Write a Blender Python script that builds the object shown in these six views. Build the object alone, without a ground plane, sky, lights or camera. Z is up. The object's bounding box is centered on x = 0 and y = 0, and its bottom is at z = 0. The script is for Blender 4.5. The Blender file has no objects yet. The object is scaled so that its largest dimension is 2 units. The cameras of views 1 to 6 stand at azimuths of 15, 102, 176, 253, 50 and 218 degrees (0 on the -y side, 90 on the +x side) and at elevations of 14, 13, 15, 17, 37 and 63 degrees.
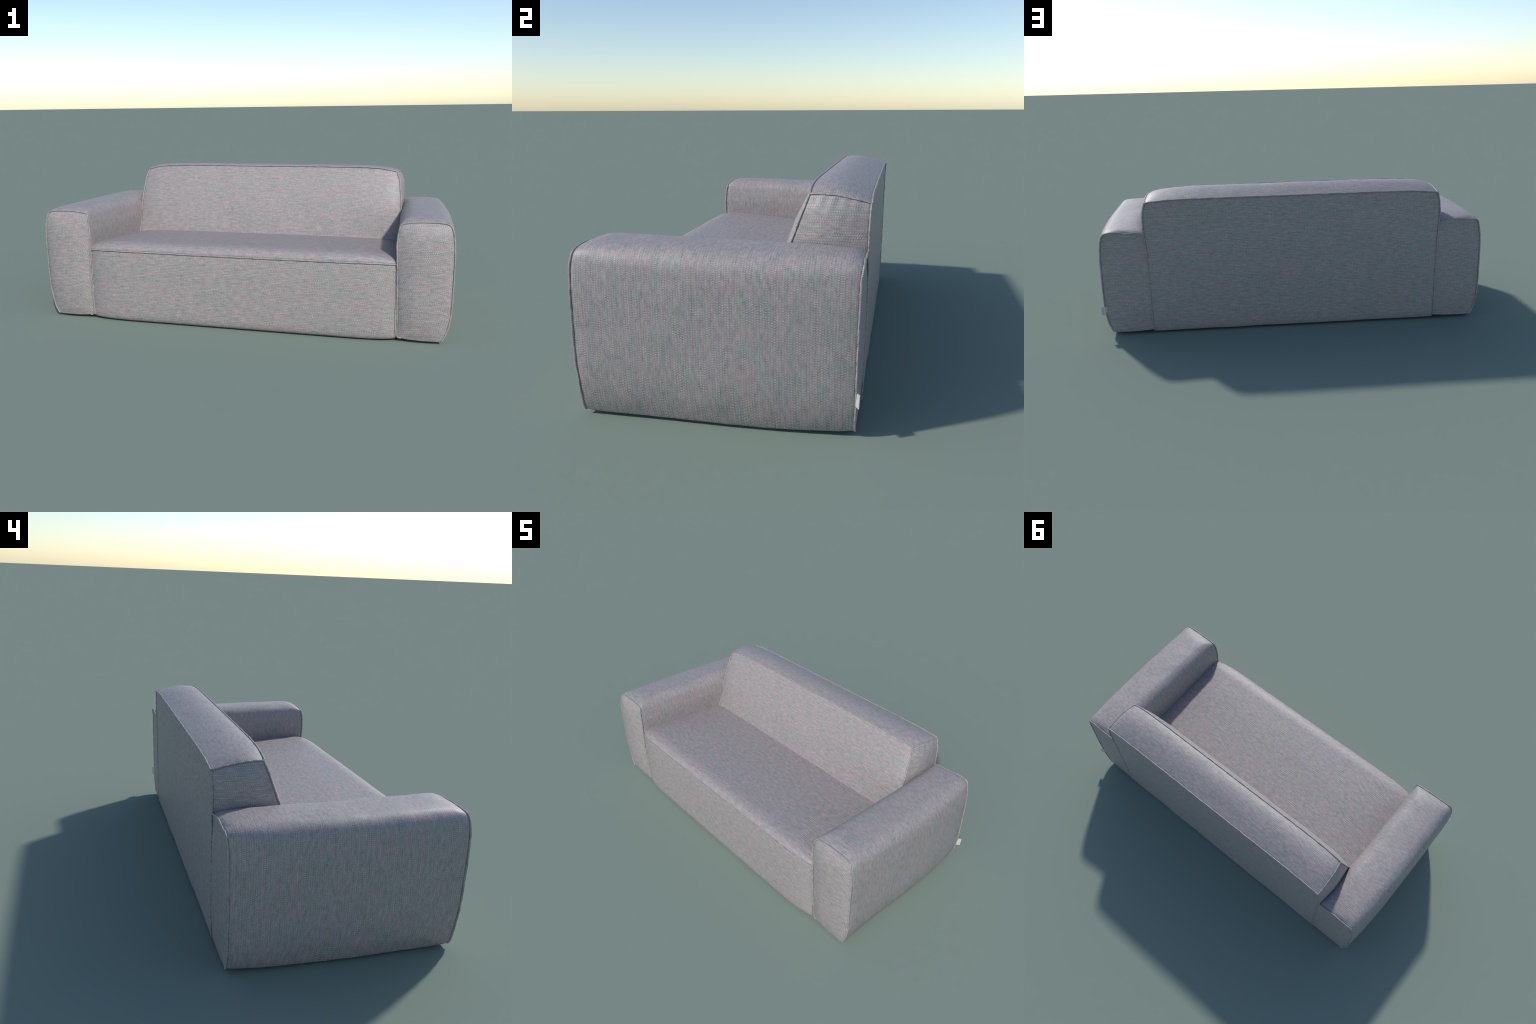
import bpy, math
import numpy as np
from mathutils import Vector, noise

# ----------------------------------------------------------------------------
# A low, boxy two-seater sofa: two bulging block armrests, a one-piece seat
# block and a wedge-shaped backrest, all upholstered in a heathered grey knit
# with a raised piped seam round every panel, and a small ivory loop label.
# ----------------------------------------------------------------------------
PIPE_R = 0.0037          # radius of the piped seams
TUCK = 0.0030            # how deep the cloth is pulled in along a seam
TUCK_W = 0.0040          # width of that pull


def curve1(keys, vals):
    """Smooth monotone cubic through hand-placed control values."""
    x, y = np.asarray(keys, float), np.asarray(vals, float)
    h, d = np.diff(x), np.diff(y) / np.diff(x)
    m = np.zeros_like(y)
    m[0], m[-1] = d[0], d[-1]
    for i in range(1, len(x) - 1):
        if d[i - 1] * d[i] > 0:
            w1, w2 = 2 * h[i] + h[i - 1], h[i] + 2 * h[i - 1]
            m[i] = (w1 + w2) / (w1 / d[i - 1] + w2 / d[i])

    def f(q):
        q = np.clip(np.asarray(q, float), x[0], x[-1])
        i = np.clip(np.searchsorted(x, q) - 1, 0, len(x) - 2)
        t = (q - x[i]) / h[i]
        return ((1 + 2 * t) * (1 - t) ** 2 * y[i] + t * (1 - t) ** 2 * h[i] * m[i]
                + t * t * (3 - 2 * t) * y[i + 1] + t * t * (t - 1) * h[i] * m[i + 1])
    return f


def spline(points, n, ease=0.0):
    """Catmull-Rom (chord length) through points, n samples evenly spaced in length."""
    p = np.asarray(points, float)
    p = np.vstack([2 * p[0] - p[1], p, 2 * p[-1] - p[-2]])
    out = []
    for i in range(1, len(p) - 2):
        t0 = 0.0
        t1 = t0 + max(np.linalg.norm(p[i] - p[i - 1]), 1e-6) ** 0.5
        t2 = t1 + max(np.linalg.norm(p[i + 1] - p[i]), 1e-6) ** 0.5
        t3 = t2 + max(np.linalg.norm(p[i + 2] - p[i + 1]), 1e-6) ** 0.5
        for t in np.linspace(t1, t2, 24, endpoint=False):
            a1 = (t1 - t) / (t1 - t0) * p[i - 1] + (t - t0) / (t1 - t0) * p[i]
            a2 = (t2 - t) / (t2 - t1) * p[i] + (t - t1) / (t2 - t1) * p[i + 1]
            a3 = (t3 - t) / (t3 - t2) * p[i + 1] + (t - t2) / (t3 - t2) * p[i + 2]
            b1 = (t2 - t) / (t2 - t0) * a1 + (t - t0) / (t2 - t0) * a2
            b2 = (t3 - t) / (t3 - t1) * a2 + (t - t1) / (t3 - t1) * a3
            out.append((t2 - t) / (t2 - t1) * b1 + (t - t1) / (t2 - t1) * b2)
    out.append(p[-2])
    return resample(np.array(out), n)


def resample(c, n, at=None):
    s = np.concatenate([[0], np.cumsum(np.linalg.norm(np.diff(c, axis=0), axis=1))])
    q = np.linspace(0, s[-1], n) if at is None else at * s[-1]
    return np.stack([np.interp(q, s, c[:, k]) for k in range(c.shape[1])], axis=1)


def seam_spacing(n, length, both=True, first=True):
    """Parameters 0..1 with extra rows close to the seams, for the tucked edge."""
    e = np.array([0, .0012, .0024, .0036, .005, .007, .010, .014, .020]) / length
    lo = e if (both or first) else np.array([0.0])
    hi = 1 - e[::-1] if (both or not first) else np.array([1.0])
    return np.concatenate([lo, np.linspace(lo[-1], hi[0], n)[1:-1], hi])


def wobble(p, amount, scale, seed):
    """Soft unevenness of stuffed cloth."""
    return np.array([noise.noise(Vector((q[0] * scale + seed, q[1] * scale - seed, q[2] * scale + 2 * seed)))
                     for q in p]) * amount


# ------------------------------------------------------------------ materials
def fabric(name, along, across, start=0.0):
    """Heathered knit: rows of slanted stitches, two yarn tints in short runs.
    along/across: weights of x, y, z in the stitch coordinate and the row coordinate."""
    m = bpy.data.materials.new(name)
    m.use_nodes = True
    nt = m.node_tree
    N, L = nt.nodes, nt.links
    bsdf = N["Principled BSDF"]

    def node(kind, **kw):
        n = N.new(kind)
        for k, v in kw.items():
            setattr(n, k, v)
        return n

    def math_(op, a, b=None, c=None):
        n = node("ShaderNodeMath", operation=op)
        for i, v in enumerate((a, b, c)):
            if v is None:
                continue
            if isinstance(v, (int, float)):
                n.inputs[i].default_value = v
            else:
                L.new(v, n.inputs[i])
        return n.outputs[0]

    def dot(vec, w):
        n = node("ShaderNodeVectorMath", operation="DOT_PRODUCT")
        L.new(vec, n.inputs[0])
        n.inputs[1].default_value = w
        return n.outputs["Value"]

    def comb(x, y, z=0.0):
        n = node("ShaderNodeCombineXYZ")
        for i, v in enumerate((x, y, z)):
            if isinstance(v, (int, float)):
                n.inputs[i].default_value = v
            else:
                L.new(v, n.inputs[i])
        return n.outputs[0]

    def noise_(vec, scale, detail=0.0, rough=0.5):
        n = node("ShaderNodeTexNoise")
        n.inputs["Scale"].default_value = scale
        n.inputs["Detail"].default_value = detail
        n.inputs["Roughness"].default_value = rough
        L.new(vec, n.inputs["Vector"])
        return n.outputs["Fac"]

    def ramp(fac, stops, interp="LINEAR"):
        n = node("ShaderNodeValToRGB")
        n.color_ramp.interpolation = interp
        e = n.color_ramp.elements
        while len(e) < len(stops):
            e.new(0.5)
        for el, (p, c) in zip(e, stops):
            el.position, el.color = p, (c if isinstance(c, tuple) else (c, c, c)) + (1,)
        L.new(fac, n.inputs[0])
        return n.outputs[0]

    def mix(fac, a, b, blend="MIX"):
        n = node("ShaderNodeMix", data_type="RGBA", blend_type=blend)
        for s, v in (("Factor", fac), ("A", a), ("B", b)):
            sock = [i for i in n.inputs if i.name == s and (i.type == ("VALUE" if s == "Factor" else "RGBA"))][0]
            if isinstance(v, (int, float)):
                sock.default_value = v
            elif isinstance(v, tuple):
                sock.default_value = v + (1,)
            else:
                L.new(v, sock)
        return [o for o in n.outputs if o.type == "RGBA"][0]

    co = node("ShaderNodeTexCoord").outputs["Object"]
    # slight drift so that the rows are not ruler straight
    drift = node("ShaderNodeTexNoise")
    drift.inputs["Scale"].default_value = 9.0
    L.new(co, drift.inputs["Vector"])
    dsub = node("ShaderNodeVectorMath", operation="MULTIPLY_ADD")
    L.new(drift.outputs["Color"], dsub.inputs[0])
    dsub.inputs[1].default_value = (.005, .005, .005)
    L.new(co, dsub.inputs[2])
    pos = dsub.outputs[0]
    s = math_("ADD", dot(pos, along), start)                      # metres along the stitches
    r = dot(pos, across)                     # metres across the rows
    PITCH, ROW = 0.0077, 0.0081
    row = math_("DIVIDE", r, ROW)
    rid = math_("FLOOR", row)
    fr = math_("FRACT", row)
    # random phase per row; the slant of the stitches wanders along the row
    rnd = node("ShaderNodeTexWhiteNoise", noise_dimensions="1D")
    L.new(rid, rnd.inputs["W"])
    phase = rnd.outputs["Value"]
    lean = math_("MULTIPLY_ADD", noise_(comb(math_("MULTIPLY", s, 16.0), math_("MULTIPLY", rid, 5.37)), 1.0, 1.0), 5.0, -2.5)
    place = math_("ADD", math_("ADD", math_("DIVIDE", s, PITCH), phase), math_("MULTIPLY", lean, math_("SUBTRACT", fr, 0.5)))
    stitch = math_("MULTIPLY_ADD", math_("SINE", math_("MULTIPLY", place, 2 * math.pi)), 0.5, 0.5)
    hump = math_("SINE", math_("MULTIPLY", fr, math.pi))     # 0 between rows, 1 on the row
    # every loop of yarn has its own strength
    loop = node("ShaderNodeTexWhiteNoise", noise_dimensions="2D")
    L.new(comb(math_("FLOOR", math_("ADD", place, 0.25)), rid), loop.inputs["Vector"])
    crisp = ramp(noise_(comb(math_("MULTIPLY", s, 14.0), math_("MULTIPLY", r, 32.0)), 1.0, 2.0), [(.36, .30), (.66, 1.0)])
    power = math_("MULTIPLY", crisp, math_("MULTIPLY_ADD", loop.outputs["Value"], 0.9, 0.35))
    relief = math_("MULTIPLY", math_("MULTIPLY_ADD", math_("MULTIPLY", stitch, hump), 1.0, -0.32), power)
    # yarn tint: patches of a few rows by a few centimetres, edges stepped row by row
    pair = math_("FLOOR", math_("DIVIDE", r, ROW * 1.2))
    jog = math_("MULTIPLY_ADD", noise_(comb(math_("MULTIPLY", pair, 7.13), 3.3), 1.0), 0.05, 0.0)
    sj = math_("ADD", s, jog)
    run = noise_(comb(math_("MULTIPLY", sj, 12.0), math_("MULTIPLY", pair, 0.40)), 1.0, 1.5, .5)
    big = noise_(comb(math_("MULTIPLY", s, 7.0), math_("MULTIPLY", r, 11.0), 4.0), 1.0, 2.0, .5)
    tintf = ramp(math_("ADD", math_("MULTIPLY", run, 0.72), math_("MULTIPLY", big, 0.28)), [(.495, 0.0), (.555, 1.0)])
    base = mix(tintf, MAUVE, SAGE)
    # fine fibre fuzz, streaky along the stitches, with a few dark thin lines between rows
    fib = noise_(comb(math_("MULTIPLY", s, 80.0), math_("MULTIPLY", r, 170.0)), 1.0, 3.0, .65)
    fuzz = noise_(co, 330.0, 2.0, .6)
    blot = noise_(comb(math_("MULTIPLY", s, 30.0), math_("MULTIPLY", r, 85.0), 9.0), 1.0, 2.0, .6)
    dash = ramp(noise_(comb(math_("MULTIPLY", s, 24.0), math_("MULTIPLY", r, 135.0), 2.0), 1.0, 1.0), [(.27, 1.0), (.40, 0.0)])
    val = math_("ADD", math_("MULTIPLY_ADD", relief, 0.74, 0.985),
                math_("ADD", math_("MULTIPLY_ADD", fib, 0.46, -0.23),
                      math_("ADD", math_("MULTIPLY_ADD", fuzz, 0.72, -0.36),
                            math_("ADD", math_("MULTIPLY_ADD", blot, 0.75, -0.375), math_("MULTIPLY", dash, -0.12)))))
    grey = comb(val, val, val)
    col = mix(1.0, base, grey, "MULTIPLY")
    L.new(col, bsdf.inputs["Base Color"])
    bsdf.inputs["Roughness"].default_value = 0.52
    bsdf.inputs["Specular IOR Level"].default_value = 0.5
    bsdf.inputs["Sheen Weight"].default_value = SHEEN
    bsdf.inputs["Sheen Roughness"].default_value = 0.45
    hgt = math_("ADD", math_("MULTIPLY", relief, 1.0), math_("MULTIPLY", fib, 0.5))
    b = node("ShaderNodeBump")
    b.inputs["Strength"].default_value = 0.22
    b.inputs["Distance"].default_value = 0.0014
    L.new(hgt, b.inputs["Height"])
    L.new(b.outputs[0], bsdf.inputs["Normal"])
    return m


MAUVE = (0.334, 0.287, 0.283)
SAGE = (0.297, 0.288, 0.273)
SHEEN = 0.0

# stitches run sideways on the flat panels, and round the arm on the arm strips
CLOTH = fabric("heathered_knit", (1, .0, .0), (.0, .85, 1.0))
CLOTH_ARM = fabric("heathered_knit_wrapped", (-1, .0, 1), (.0, 1, .0))
CLOTH_ARM_INNER = fabric("heathered_knit_wrapped_inner", (-1, .0, -1), (.0, 1, .0), 1.128)
CLOTH_ARM_INNER_MIRRORED = fabric("heathered_knit_wrapped_inner_mirrored", (1, .0, -1), (.0, 1, .0), 1.128)
CLOTH_ARM_MIRRORED = fabric("heathered_knit_wrapped_mirrored", (1, .0, 1), (.0, 1, .0))
CLOTH_TOP = fabric("heathered_knit_top", (1, .0, .0), (.0, 1, -.2))
CLOTH_SIDE = fabric("heathered_knit_end", (.0, 1, .0), (.0, .0, 1))


def label_material(stripe):
    m = bpy.data.materials.new("woven_label" + ("_stripe" if stripe else ""))
    m.use_nodes = True
    nt = m.node_tree
    b = nt.nodes["Principled BSDF"]
    co = nt.nodes.new("ShaderNodeTexCoord")
    w = nt.nodes.new("ShaderNodeTexNoise")
    w.inputs["Scale"].default_value = 900
    r = nt.nodes.new("ShaderNodeValToRGB")
    c = (.66, .66, .62) if stripe else (.54, .54, .48)
    r.color_ramp.elements[0].color = tuple(k * .86 for k in c) + (1,)
    r.color_ramp.elements[1].color = c + (1,)
    nt.links.new(co.outputs["Object"], w.inputs["Vector"])
    nt.links.new(w.outputs["Fac"], r.inputs[0])
    nt.links.new(r.outputs[0], b.inputs["Base Color"])
    b.inputs["Roughness"].default_value = 0.8
    return m


# -------------------------------------------------------------- mesh building
class Shell:
    """Collects grid patches into one mesh; patches keep their own border vertices
    so that a seam stays a crease."""

    def __init__(self):
        self.v, self.f, self.m, self.n = [], [], [], 0

    def grid(self, p, mat=0, close_u=False, flip=False):
        a, b = p.shape[:2]
        idx = np.arange(a * b).reshape(a, b) + self.n
        self.v.append(p.reshape(-1, 3))
        self.n += a * b
        if close_u:
            idx = np.vstack([idx, idx[:1]])
        q = np.stack([idx[:-1, :-1], idx[1:, :-1], idx[1:, 1:], idx[:-1, 1:]], -1).reshape(-1, 4)
        if flip:
            q = q[:, ::-1]
        self.f += q.tolist()
        self.m += [mat] * len(q)

    def build(self, name, mats, parent, mirror=False, smooth=True):
        v = np.vstack(self.v)
        f = self.f
        if mirror:
            v = v * np.array([-1, 1, 1])
            f = [q[::-1] for q in f]
        me = bpy.data.meshes.new(name)
        me.from_pydata(v.tolist(), [], f)
        for m in mats:
            me.materials.append(m)
        me.polygons.foreach_set("material_index", np.array(self.m, dtype=np.int32))
        me.polygons.foreach_set("use_smooth", np.full(len(f), smooth))
        me.update()
        o = bpy.data.objects.new(name, me)
        bpy.context.scene.collection.objects.link(o)
        o.parent = parent
        return o


def grid_normals(p, close_u=False):
    if close_u:
        du = np.roll(p, -1, 0) - np.roll(p, 1, 0)
    else:
        du = np.gradient(p, axis=0)
    dv = np.gradient(p, axis=1)
    n = np.cross(du, dv)
    return n / np.maximum(np.linalg.norm(n, axis=2, keepdims=True), 1e-12)


def tuck(p, d, outward, close_u=False):
    """Pull the cloth in near a seam; d is the distance to the nearest seam."""
    n = grid_normals(p, close_u)
    ref = outward - p.reshape(-1, 3).mean(0) if outward.ndim == 1 else outward
    c = p.reshape(-1, 3).mean(0)
    sign = np.sign(np.sum(n * (p - outward), axis=2, keepdims=True)) if outward.ndim == 1 else np.sign(np.sum(n * ref, axis=2, keepdims=True))
    sign[sign == 0] = 1
    k = np.exp(-(d / TUCK_W) ** 2)
    return p - n * sign * (TUCK * k)[..., None]


def pipe(curve, r=PIPE_R, sides=8, closed=False, seed=0.0):
    """A round cord swept along a curve, with the faint unevenness of a hand-sewn welt."""
    length = np.linalg.norm(np.diff(curve, axis=0), axis=1).sum()
    c = resample(curve, max(24, int(length / 0.005)))
    t = np.gradient(c, axis=0)
    t /= np.linalg.norm(t, axis=1, keepdims=True)
    up = np.array([.31, .57, .76])
    a = np.cross(t, up)
    a /= np.linalg.norm(a, axis=1, keepdims=True)
    b = np.cross(t, a)
    s = np.arange(len(c)) * 0.005
    c = c + a * (0.0004 * np.sin(s * 61 + seed) + 0.0003 * np.sin(s * 149 + 2 * seed))[:, None] \
          + b * (0.0004 * np.sin(s * 83 + 3 * seed))[:, None]
    rr = r * (1 + 0.10 * np.sin(s * 230 + seed) + 0.06 * np.sin(s * 97 + 5 * seed))
    ang = np.linspace(0, 2 * math.pi, sides, endpoint=False)
    ring = np.stack([c + (a * math.cos(q) + b * math.sin(q)) * rr[:, None] for q in ang], 0)
    # rounded ends
    cap0, cap1 = np.repeat(c[:1][None] - t[:1] * r * .6, sides, 0), np.repeat(c[-1:][None] + t[-1:] * r * .6, sides, 0)
    return np.concatenate([cap0, ring, cap1], axis=1)


def weld(o):
    """Join the rows where two runs of the same panel meet, so no crease shows there."""
    import bmesh
    bm = bmesh.new()
    bm.from_mesh(o.data)
    bm.verts.ensure_lookup_table()
    seen, pairs = {}, {}
    for v in bm.verts:
        k = (round(v.co.x, 6), round(v.co.y, 6), round(v.co.z, 6))
        if k in seen:
            pairs[v] = seen[k]
        else:
            seen[k] = v
    bmesh.ops.weld_verts(bm, targetmap=pairs)
    bm.to_mesh(o.data)
    bm.free()


def piping(name, curves, mat, parent, mirror=False):
    sh = Shell()
    for i, c in enumerate(curves):
        sh.grid(pipe(np.asarray(c), seed=1.7 * i + (2.3 if mirror else 0)), close_u=True)
    return sh.build(name, [mat], parent, mirror)


# ------------------------------------------------------------------- armrests
# control values along the arm (y, front to rear)
AY = [-.424, -.408, -.385, -.34, -.20, .00, .15, .30, .38, .42, .446]
arm_top = curve1(AY, [.553, .561, .567, .570, .5675, .5635, .5600, .557, .5515, .545, .533])
arm_out = curve1(AY, [.9955, .9975, .9985, .9985, .9985, .998, .995, .987, .979, .973, .968])
arm_shoulder = curve1(AY, [.022, .020, .018, .016, .015, .015, .016, .020, .022, .022, .022])  # lean-in at the top
arm_foot = curve1(AY, [.036, .037, .039, .041, .042, .042, .042, .041, .039, .037, .034])     # lean-in at the floor
foot_pow = curve1(AY, [4.0, 3.8, 3.6, 3.4, 3.2, 3.2, 3.2, 3.4, 3.6, 3.8, 4.0])
arm_round = curve1(AY, [.017, .025, .033, .041, .045, .045, .045, .042, .034, .025, .015])
arm_slope = curve1(AY, [.008, .011, .014, .017, .018, .018, .018, .017, .014, .011, .006])    # fall of the top towards the outer edge
arm_roll = curve1(AY, [.011, .020, .029, .040, .045, .045, .045, .041, .031, .020, .010])     # inner top radius    # outer top radius
inner_set = curve1(AY, [0, 0, 0, 0, 0, 0, -.002, -.012, -.021, -.026, -.028])                 # arm closes onto the back
arm_in = curve1(AY, [0, -.003, -.005, -.007, -.008, -.008, -.007, -.005, -.003, -.001, 0])    # inner bulge
arm_base = curve1(AY, [.013, .010, .008, .006, .005, .005, .005, .006, .009, .012, .015])
# shape of the seams seen from the side: front seam and rear seam lean with height
seam_front = curve1([0, .02, .06, .12, .21, .38, .47, .51, .55, .60],
                    [-.415, -.420, -.4205, -.425, -.431, -.432, -.431, -.428, -.421, -.414])
seam_rear = curve1([0, .02, .06, .12, .22, .40, .49, .53, .60],
                   [.432, .4355, .4365, .439, .4405, .443, .4445, .450, .452])


swell_front = curve1([0, .015, .05, .11, .25, .42, .50, .55], [.009, .011, .020, .024, .022, .020, .013, 0])
swell_rear = curve1([0, .015, .05, .15, .30, .45, .53], [.002, .003, .005, .007, .007, .004, 0])


def panel_depth(x, z, front):
    """Depth of the arm's end panel: the seam line plus the stuffing between the seams."""
    xn = np.clip(np.abs((x - .876) / .116), 0, 1)
    if not front:                                       # flush with the back panel on the inner side
        xn = np.clip((x - .78) / .19, 0, 1)
    k = 1 - xn ** 2.6
    return seam_front(z) - swell_front(z) * k if front else seam_rear(z) + swell_rear(z) * k


def fillet(pts, corners, radii, n_side, n_arc):
    """Closed outline from four sampled sides with rounded corners."""
    out = []
    for k in range(4):
        a, r0, r1 = pts[k], radii[k], radii[(k + 1) % 4]
        ln = np.linalg.norm(np.diff(a, axis=0), axis=1).sum()
        q = np.linspace(r0 / ln, 1 - r1 / ln, n_side)
        side = resample(a, 0, at=q)
        nxt = pts[(k + 1) % 4]
        ln2 = np.linalg.norm(np.diff(nxt, axis=0), axis=1).sum()
        p2 = resample(nxt, 0, at=np.array([r1 / ln2]))[0]
        p0, c = side[-1], a[-1]
        t = np.linspace(0, 1, n_arc + 2)[1:-1, None]
        arc = (1 - t) ** 2 * p0 + 2 * t * (1 - t) * (c * .92 + (p0 + p2) * .04) + t * t * p2
        out += [side, arc]
    return np.vstack(out)


def arm_section(y, rear_wave=0.0, sharp=0.0):
    """Outline (x, z) of the right arm at depth y: bottom, outer side, top, inner side."""
    zt, xo, sh, ft, zb = float(arm_top(y)), float(arm_out(y)), float(arm_shoulder(y)), float(arm_foot(y)), float(arm_base(y))
    dx = float(arm_in(y))
    g = np.linspace(0, 1, 60)
    so = float(arm_slope(y))
    crown = (so + .012) / 2
    iset = float(inner_set(y))
    xi_t, xi_b = .760 + iset * .5, .761 + iset
    x_to, x_bo = xo - sh, xo - ft
    # corners
    BI, BO, TO, TI = (xi_b, zb + .004), (x_bo, zb), (x_to, zt - so), (xi_t, zt - .012)
    z = BO[1] + g * (TO[1] - BO[1])
    h = 2 * g - 1
    outer = np.stack([xo - np.where(h > 0, sh * np.abs(h) ** 4.5, ft * np.abs(h) ** float(foot_pow(y))), z], 1)
    top = np.stack([x_to + g * (xi_t - x_to), TO[1] + g * (TI[1] - TO[1]) + crown * (1 - np.abs(h) ** 2.6)
                    + rear_wave * (np.sin(g * 2 * math.pi * 1.15 + .4) * np.sin(g * math.pi))], 1)
    zi = TI[1] + g * (BI[1] - TI[1])
    inn = np.interp(zi[::-1], [0, .02, .14, .28, .38, .45, .50, .54, .58],
                    [.762, .762, .760, .757, .752, .7475, .752, .760, .762])[::-1] + dx * np.sin(np.clip(g, 0, 1) * math.pi)
    inn = inn + iset * np.interp(zi, [0, .44, .54], [1, 1, .5])
    inn[0], inn[-1] = xi_t, xi_b
    inner = np.stack([inn, zi], 1)
    bottom = np.stack([xi_b + g * (x_bo - xi_b), BI[1] + g * (BO[1] - BI[1]) - .004 * np.sin(g * math.pi)], 1)
    rt = float(arm_round(y)) - sharp * max(0.0, (-.38 - y) / .044)
    return fillet([bottom, outer, top, inner], None, [.010, .010, rt, float(arm_roll(y))], 40, 9)


def armrest(mirror, parent):
    sh = Shell()
    span = .87
    vs = seam_spacing(64, span)
    seed = 3.1 if mirror else 8.7
    secs = []
    for v in vs:
        y0 = -.424 + v * span
        wave = .0042 * max(0, (v - .955) / .045) ** 1.5 * (-1 if mirror else 1)
        sec = arm_section(y0, wave, .008 if mirror else 0.0)
        # depth follows the two seams
        y = panel_depth(sec[:, 0], sec[:, 1], True) * (1 - v) + panel_depth(sec[:, 0], sec[:, 1], False) * v
        secs.append(np.stack([sec[:, 0], y, sec[:, 1]], 1))
    p = np.stack(secs, 1)                              # outline x depth
    front, rear = p[:, 0].copy(), p[:, -1].copy()
    flat = p.reshape(-1, 3)
    ctr = np.array([.87, 0, .29])
    d = np.minimum(vs, 1 - vs) * span
    fade = np.clip(d / .03, 0, 1)[None, :, None]
    n = grid_normals(p, True)
    n *= np.sign(np.sum(n * (p - np.array([.87, 0, .29]) * np.array([1, 0, 1]) - p * np.array([0, 1, 0])), axis=2, keepdims=True))
    w = wobble(flat, .0022, 7.0, seed).reshape(p.shape[:2])[..., None] + \
        wobble(flat, .0012, 17.0, seed + 4).reshape(p.shape[:2])[..., None]
    p = p + n * w * fade * np.clip((1.003 - np.abs(p[..., :1])) / .004, 0, 1)
    low = np.clip((p[..., 2] - .012) / .03, 0, 1)      # no tuck underneath
    k = np.exp(-(d / TUCK_W) ** 2)[None, :]
    p = p - n * (TUCK * k * low)[..., None]
    turn = 98 + 20                                     # middle of the arm's top: the knit turns down the inner side
    sh.grid(p[:turn + 1], 0, flip=True)
    sh.grid(np.concatenate([p[turn:], p[:1]]), 2, flip=True)
    # end panels: rings from the seam to the middle, slightly stuffed
    for ring, sgn, bulge in ((front, -1, .002), (rear, 1, .001)):
        c = np.array([ring[:, 0].mean(), 0, .30])
        rho = 1 - seam_spacing(20, .12, both=False, first=True)
        rows = []
        for q in rho:
            # shrink the outline toward a spine so that rings stay evenly spaced
            spine = np.clip(ring[:, 2], .12, .45)
            s = np.stack([np.full(len(ring), c[0]), np.zeros(len(ring)), spine], 1)
            e = s + (ring - s) * np.array([q, 0, q])
            yy = panel_depth(e[:, 0], e[:, 2], sgn < 0)
            prof = (1 - q ** 2.4)
            dd = (1 - q) * .11
            lowf = np.clip((ring[:, 2] - .012) / .03, 0, 1)
            if sgn > 0:
                lowf = lowf * np.clip((ring[:, 0] - .75) / .02, 0, 1)
            yy = yy + sgn * (bulge * prof - TUCK * .9 * np.exp(-(dd / TUCK_W) ** 2) * lowf)
            pt = np.stack([e[:, 0], yy, e[:, 2]], 1)
            pt[:, 1] += wobble(pt, .0012, 13.0, seed + sgn) * min(1, dd / .02)
            rows.append(pt)
        sh.grid(np.stack(rows, 1), 1, close_u=True, flip=(sgn > 0))
    wrap = CLOTH_ARM_MIRRORED if mirror else CLOTH_ARM
    arm = sh.build("armrest", [wrap, CLOTH, CLOTH_ARM_INNER_MIRRORED if mirror else CLOTH_ARM_INNER], parent, mirror)
    weld(arm)

    # piped seam round each end panel, from floor over the top to floor
    cords = []
    for ring in (front, rear):
        n_pts = len(ring)
        start = 49 - 6                                  # outer bottom corner
        order = np.roll(ring, -start, axis=0)[: n_pts - 40]
        c0 = np.array([.87, 0, .30])
        cen = np.stack([np.full(len(order), .87), np.zeros(len(order)), np.clip(order[:, 2], .1, .47)], 1)
        out = (order - cen) * np.array([1, 0, 1])
        out /= np.maximum(np.linalg.norm(out, axis=1, keepdims=True), 1e-9)
        off = out * .0002
        keep = order[:, 2] > .0125
        if ring is rear:                                # the inner upright is hidden behind the back
            keep &= ~((order[:, 0] < .80) & (order[:, 2] < .515))
        cords.append((order + off)[keep])
    piping("piping", cords, wrap, arm, mirror)
    return arm


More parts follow.
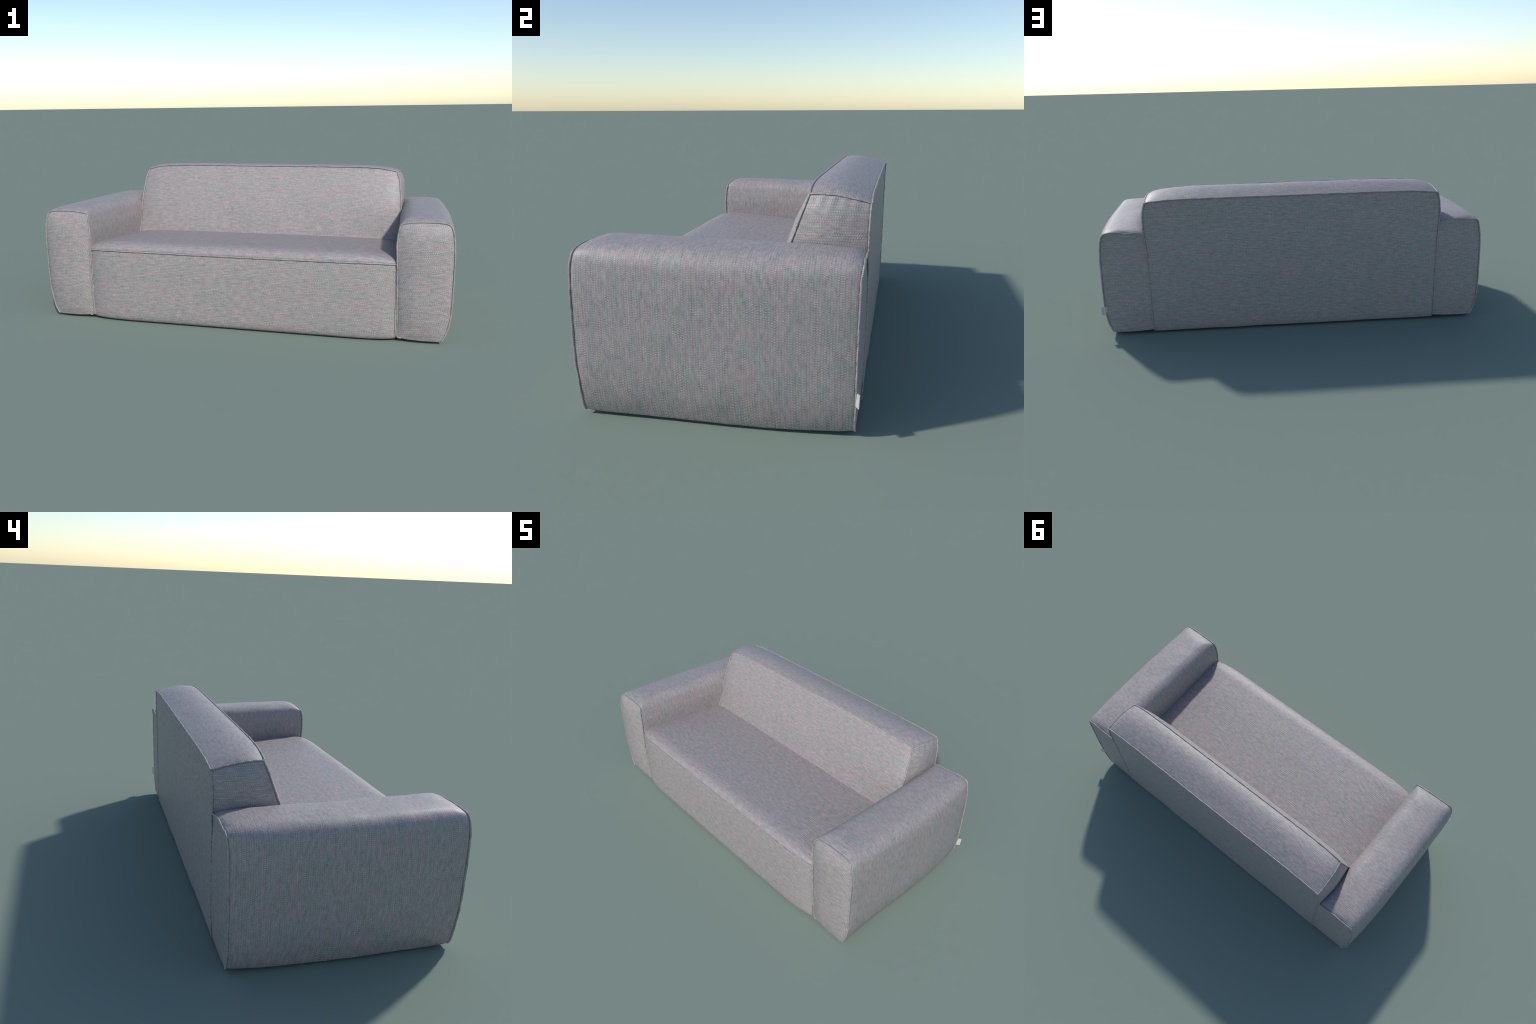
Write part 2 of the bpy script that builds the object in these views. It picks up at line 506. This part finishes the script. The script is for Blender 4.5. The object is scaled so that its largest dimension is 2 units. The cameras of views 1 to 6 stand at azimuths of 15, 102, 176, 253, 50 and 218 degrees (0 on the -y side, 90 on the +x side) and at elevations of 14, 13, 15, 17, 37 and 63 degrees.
# ----------------------------------------------------------------------- seat
def seat(parent):
    sh = Shell()
    W = .7505
    us = np.linspace(-1, 1, 121)
    us = np.sign(us) * (1 - (1 - np.abs(us)) ** 1.25)
    n_f, n_t = 46, 70
    F, T = [], []
    vf = seam_spacing(n_f, .38, both=False, first=True)
    vt = seam_spacing(n_t, .70, both=False, first=True)
    seam = []
    for u in us:
        a = abs(u)
        e, e2 = a ** 12, a ** 5
        ys, zs = -.4480 + .0235 * e, .3625 + .003 * a ** 2 * (1 - e) - .003 * e
        # front: seam, belly, turn-under
        front = spline([(ys, zs), (ys - .007 + .006 * e, .28), (ys - .0095 + .008 * e, .18), (ys - .0095 + .008 * e, .09),
                        (ys - .006 + .006 * e, .035), (ys + .002 - .000 * e, .011 + .004 * e),
                        (ys + .013 - .006 * e, .004 + .006 * e), (ys + .045, .001 + .009 * e), (-.30, .004)], 200)
        dz = .019 * a ** 9
        rear_z = .361 - .014 * a ** 9
        top = spline([(ys, zs), (ys + .0005, zs + .0115 - dz * .2), (ys + .008, zs + .0235 - dz * .5), (ys + .024, .3975 - dz * .9),
                      (ys + .060, .4040 - dz), (-.33, .4025 - dz), (-.20, .3955 - dz * 1.15), (-.05, .382 - dz * 1.1),
                      (.06, .3705 - dz * 1.0), (.13, rear_z), (.24, rear_z - .02)], 260)
        x = u * (W + .0035 * 0)
        fr = resample(front, 0, at=vf)
        tp = resample(top, 0, at=vt)
        widen = np.interp(fr[:, 1], [0, .36], [.005, .0]) * u
        F.append(np.stack([np.full(len(fr), x) + widen, fr[:, 0], fr[:, 1]], 1))
        T.append(np.stack([np.full(len(tp), x), tp[:, 0], tp[:, 1]], 1))
        seam.append((x, ys, zs))
    F, T = np.array(F), np.array(T)
    seam = np.array(seam)
    side = [F[0].copy(), F[-1].copy()]
    for P, vv, ln, sd, pull in ((F, vf, .38, 1.5, 1.0), (T, vt, .70, 5.5, .15)):
        n = grid_normals(P)
        ref = np.array([0, -.12, .2])
        n *= np.sign(np.sum(n * ((P - ref) * np.array([0, 1, 1])), axis=2, keepdims=True))
        flat = P.reshape(-1, 3)
        fade = np.clip(vv * ln / .03, 0, 1)[None, :, None] * np.clip((1 - np.abs(us)) * W / .04, 0, 1)[:, None, None]
        low = np.clip((P[..., 2:] - .02) / .04, 0, 1)
        w = wobble(flat, .0012, 4.0, sd).reshape(P.shape[:2])[..., None] + wobble(flat, .0006, 12.0, sd + 3).reshape(P.shape[:2])[..., None]
        P += n * w * fade * low
        P -= n * (TUCK * pull * np.exp(-(vv * ln / TUCK_W) ** 2))[None, :, None]
    # the front panel is also pulled in along its two upright seams
    dside = (1 - np.abs(us)) * W
    F[:, :, 1] += (TUCK * .8 * np.exp(-(dside / TUCK_W) ** 2))[:, None] * np.clip((F[..., 2] - .012) / .03, 0, 1)
    sh.grid(F, 0, flip=True)
    sh.grid(T, 0)
    # hidden walls close the block
    for k, fl in ((0, False), (-1, True)):
        prof = np.vstack([F[k][::-1], T[k]])
        inner = prof * np.array([1, 0, 1]) + np.array([0, .24, 0])
        sh.grid(np.stack([prof, inner], 1), 0, flip=fl)
    back = np.stack([T[:, -1], T[:, -1] * np.array([1, 1, 0]) + np.array([0, 0, .006])], 1)
    sh.grid(back, 0)
    floor = np.stack([F[:, -1], F[:, -1] * np.array([1, 0, 1]) + np.array([0, .24, 0])], 1)
    sh.grid(floor, 0, flip=True)
    o = sh.build("seat", [CLOTH], parent)
    cords = [seam + np.array([0, -.0016, .0002])]
    for s in side:
        keep = (s[:, 2] > .012) & (s[:, 1] < -.36)
        cords.append(s[keep] + np.array([0, -.0008, 0]))
    piping("piping", cords, CLOTH, o)
    return o


# ------------------------------------------------------------------- backrest
half_f = curve1([.30, .45, .54, .59, .65, .70, .73], [.744, .744, .743, .739, .732, .718, .716])   # front half width by height
half_r = curve1([0, .16, .28, .44, .50, .55, .62, .65, .675, .70], [.732, .734, .735, .738, .742, .745, .742, .737, .729, .726])


def backrest(parent):
    sh = Shell()
    us = np.linspace(-1, 1, 141)
    us = np.sign(us) * (1 - (1 - np.abs(us)) ** 1.35)
    a = np.abs(us)
    # three long seams: front top, rear top
    ft = np.stack([us * .717, .2575 + .0045 * a ** 8, .7240 - .0265 * a ** 10], 1)
    rt = np.stack([us * .728, .4535 + .0030 * a ** 8, .6885 - .0130 * a ** 10], 1)

    def finish(P, dist, ref, amount, seed, edge):
        n = grid_normals(P)
        n *= np.sign(np.sum(n * ref, axis=2, keepdims=True))
        flat = P.reshape(-1, 3)
        w = wobble(flat, amount, 6.0, seed).reshape(P.shape[:2])[..., None] + wobble(flat, amount * .5, 16.0, seed + 3).reshape(P.shape[:2])[..., None]
        P = P + n * w * np.clip(dist / .03, 0, 1)[..., None]
        return P - n * (TUCK * edge * np.exp(-(dist / TUCK_W) ** 2))[..., None]

    dx = (1 - a) * .72
    # front panel: leaning, softly stuffed
    vv = seam_spacing(46, .44, both=False, first=True)
    F = np.zeros((len(us), len(vv), 3))
    for j, v in enumerate(vv):
        z = ft[:, 2] + (.30 - ft[:, 2]) * v
        end = .262 - .365 * (.70 - z)                    # straight line at the two ends
        mid = .2575 - .345 * (.7240 - z)
        t = np.clip((.70 - z) / .34, 0, 1)
        b = .021 * (1 - a ** 14) * np.sin(np.clip((.7245 - z) / .36, 0, 1) ** .85 * math.pi) ** .9
        w = a ** 5
        y = end * w + mid * (1 - w) - b + .012 * a ** 8 * np.clip((.50 - z) / .14, 0, 1)
        y = np.where(v == 0, ft[:, 1], y)
        F[:, j] = np.stack([us * half_f(z), y, z], 1)
    F[:, 0] = ft
    dist = np.minimum(vv[None, :] * .44, dx[:, None])
    edge_front = [F[0].copy(), F[-1].copy()]
    Fp = finish(F, dist, np.array([0, -1, .2]), .0030, 2.2, 1)
    sh.grid(Fp, 0, flip=True)
    # top panel: crowned between the two long seams
    vt = seam_spacing(30, .245)
    T = np.zeros((len(us), len(vt), 3))
    crown = .0095 * (1 - a ** 40) + .0095
    for j, v in enumerate(vt):
        hump = (np.sin(v ** .84 * math.pi)) ** 1.0
        p = ft * (1 - v) + rt * v
        p[:, 2] += crown * hump
        p[:, 0] += us * .006 * math.sin(v * math.pi)
        T[:, j] = p
    edge_top = [T[0].copy(), T[-1].copy()]
    dist = np.minimum(np.minimum(vt, 1 - vt)[None, :] * .245, dx[:, None])
    Tp = finish(T, dist, np.array([0, 0, 1.0]), .0022, 6.1, .35)
    sh.grid(Tp, 2)
    # rear panel: plain sheet down to the floor
    vr = seam_spacing(60, .68, both=False, first=True)
    R = np.zeros((len(us), len(vr), 3))
    ry = curve1([0, .012, .03, .08, .2, .4, .55, .65, .69], [.425, .437, .4425, .4455, .4475, .4500, .4510, .4522, .4535])
    for j, v in enumerate(vr):
        z = rt[:, 2] + (.010 - rt[:, 2]) * v
        y = ry(z) + .0035 * (1 - a ** 4) * np.sin(np.clip(z / .68, 0, 1) * math.pi) + .002 * a ** 6 * np.clip((z - .5) / .18, 0, 1)
        R[:, j] = np.stack([us * half_r(z), y, z], 1)
    R[:, 0] = rt
    edge_rear = [R[0].copy(), R[-1].copy()]
    dist = np.minimum(vr[None, :] * .68, dx[:, None])
    Rp = finish(R, dist, np.array([0, 1.0, 0]), .0026, 9.4, 1)
    sh.grid(Rp, 0)
    # end panels between the front, top and rear seams
    for k, sg in ((0, -1), (-1, 1)):
        zf = edge_front[k]
        zr = edge_rear[k]
        m = 44
        hv = seam_spacing(m, .40, both=False, first=True)
        f_line = np.stack([np.interp(-(.30 + (1 - hv) * (zf[0, 2] - .30)), -zf[:, 2], zf[:, q]) for q in range(3)], 1)
        r_line = np.stack([np.interp(-(.30 + (1 - hv) * (zr[0, 2] - .30)), -zr[:, 2], zr[:, q]) for q in range(3)], 1)
        tl = edge_top[k]
        hu = seam_spacing(26, .22)
        S = np.zeros((len(hu), len(hv), 3))
        top_l = np.stack([np.interp(hu, np.linspace(0, 1, len(tl)), resample(tl, len(tl))[:, q]) for q in range(3)], 1)
        for j in range(len(hv)):
            p = f_line[j] * (1 - hu[:, None]) + r_line[j] * hu[:, None]
            lin = f_line[0] * (1 - hu[:, None]) + r_line[0] * hu[:, None]
            p = p + (top_l - lin) * (1 - hv[j]) ** 3
            puff = .012 * np.sin(np.pi * hu) * np.clip(hv[j] * 7, 0, 1) ** .7
            p[:, 0] += sg * (puff + .0018 * np.sin(hu * 34 + hv[j] * 9) * math.exp(-hv[j] * 9) * np.sin(np.pi * hu))
            S[:, j] = p
        dist = np.minimum(np.minimum(hu, 1 - hu)[:, None] * .22, hv[None, :] * .40)
        S = finish(S, dist, np.array([sg, 0, 0.0]), .0018, 4.4 + sg, 1)
        sh.grid(S, 1, flip=(sg > 0))
    # hidden walls: lower side, belly and floor of the wedge
    for k, fl in ((0, True), (-1, False)):
        r = edge_rear[k]
        r = r[r[:, 2] < .31]
        f = np.stack([np.full(len(r), r[0, 0]), np.full(len(r), .15), r[:, 2]], 1)
        sh.grid(np.stack([r, f], 1), 1, flip=fl)
    belly = np.stack([F[:, -1], F[:, -1] * np.array([1, 0, 0]) + np.array([0, .20, .012])], 1)
    sh.grid(belly, 0, flip=True)
    floor = np.stack([R[:, -1], R[:, -1] * np.array([1, 0, 0]) + np.array([0, .20, .012])], 1)
    sh.grid(floor, 0)
    o = sh.build("backrest", [CLOTH, CLOTH_SIDE, CLOTH_TOP], parent)
    cords = [ft + np.array([0, -.0006, .001]), rt + np.array([0, .0008, .001])]
    for k in (0, -1):
        cords.append(edge_front[k][edge_front[k][:, 2] > .33])
        cords.append(edge_rear[k][edge_rear[k][:, 2] > .017])
        cords.append(edge_top[k])
    piping("piping", cords, CLOTH, o)
    return o


# ---------------------------------------------------------------------- label
def label(parent):
    """Ivory ribbon folded into a loop and caught in the rear seam of one arm."""
    zt, zb = .155, .112
    base, out = np.array([.957, .4365]), np.array([.87, .50])
    side = np.array([-.50, .87])
    path = spline([base + out * q + side * w for q, w in ((0, .0022), (.010, .0024), (.020, .0016), (.0300, .0006), (.0312, -.0002),
                                                          (.0297, -.0008), (.020, -.0010), (.010, -.0012), (0, -.0014))], 40)
    t = np.gradient(path, axis=0)
    nrm = np.stack([t[:, 1], -t[:, 0]], 1)
    nrm /= np.linalg.norm(nrm, axis=1, keepdims=True)
    prof = np.vstack([path + nrm * .0004, (path - nrm * .0004)[::-1]])
    zs = np.linspace(zb, zt, 8)
    g = np.stack([np.stack([prof[:, 0] - .0015 * (zt - z) / .044, prof[:, 1] - .002 * (zt - z) / .044, np.full(len(prof), z)], 1) for z in zs], 1)
    sh = Shell()
    sh.grid(g, 0, close_u=True)
    for k, fl in ((0, True), (-1, False)):
        h = len(path)
        e = g[:, k]
        sh.grid(np.stack([e[:h], e[h:][::-1]], 1), 0, flip=fl)
    o = sh.build("fabric_label", [label_material(False)], parent)
    # woven pale band near the fold, on both faces
    st = Shell()
    for idx, off in ((slice(6, 15), .0007), (slice(27, 36), .0007)):
        seg = path[idx] + nrm[idx] * 0
        out = np.where(idx.start < 20, 1, -1)
        for_y = side * (1.0 if idx.start < 20 else -1.0) * off
        q = seg[2:7] + for_y
        gg = np.stack([np.stack([q[:, 0] - .0015 * (zt - z) / .044, q[:, 1] - .002 * (zt - z) / .044, np.full(len(q), z)], 1)
                       for z in np.linspace(zb + .006, zt - .006, 6)], 1)
        st.grid(gg, 0)
    st.build("label_band", [label_material(True)], o)
    return o


sofa = bpy.data.objects.new("sofa", None)
bpy.context.scene.collection.objects.link(sofa)
sofa["label"] = "boxy grey heathered fabric sofa with wide block arms and piped seams"
sofa["category"] = "sofa"
right = armrest(False, sofa)
left = armrest(True, sofa)
seat(sofa)
backrest(sofa)
label(right)
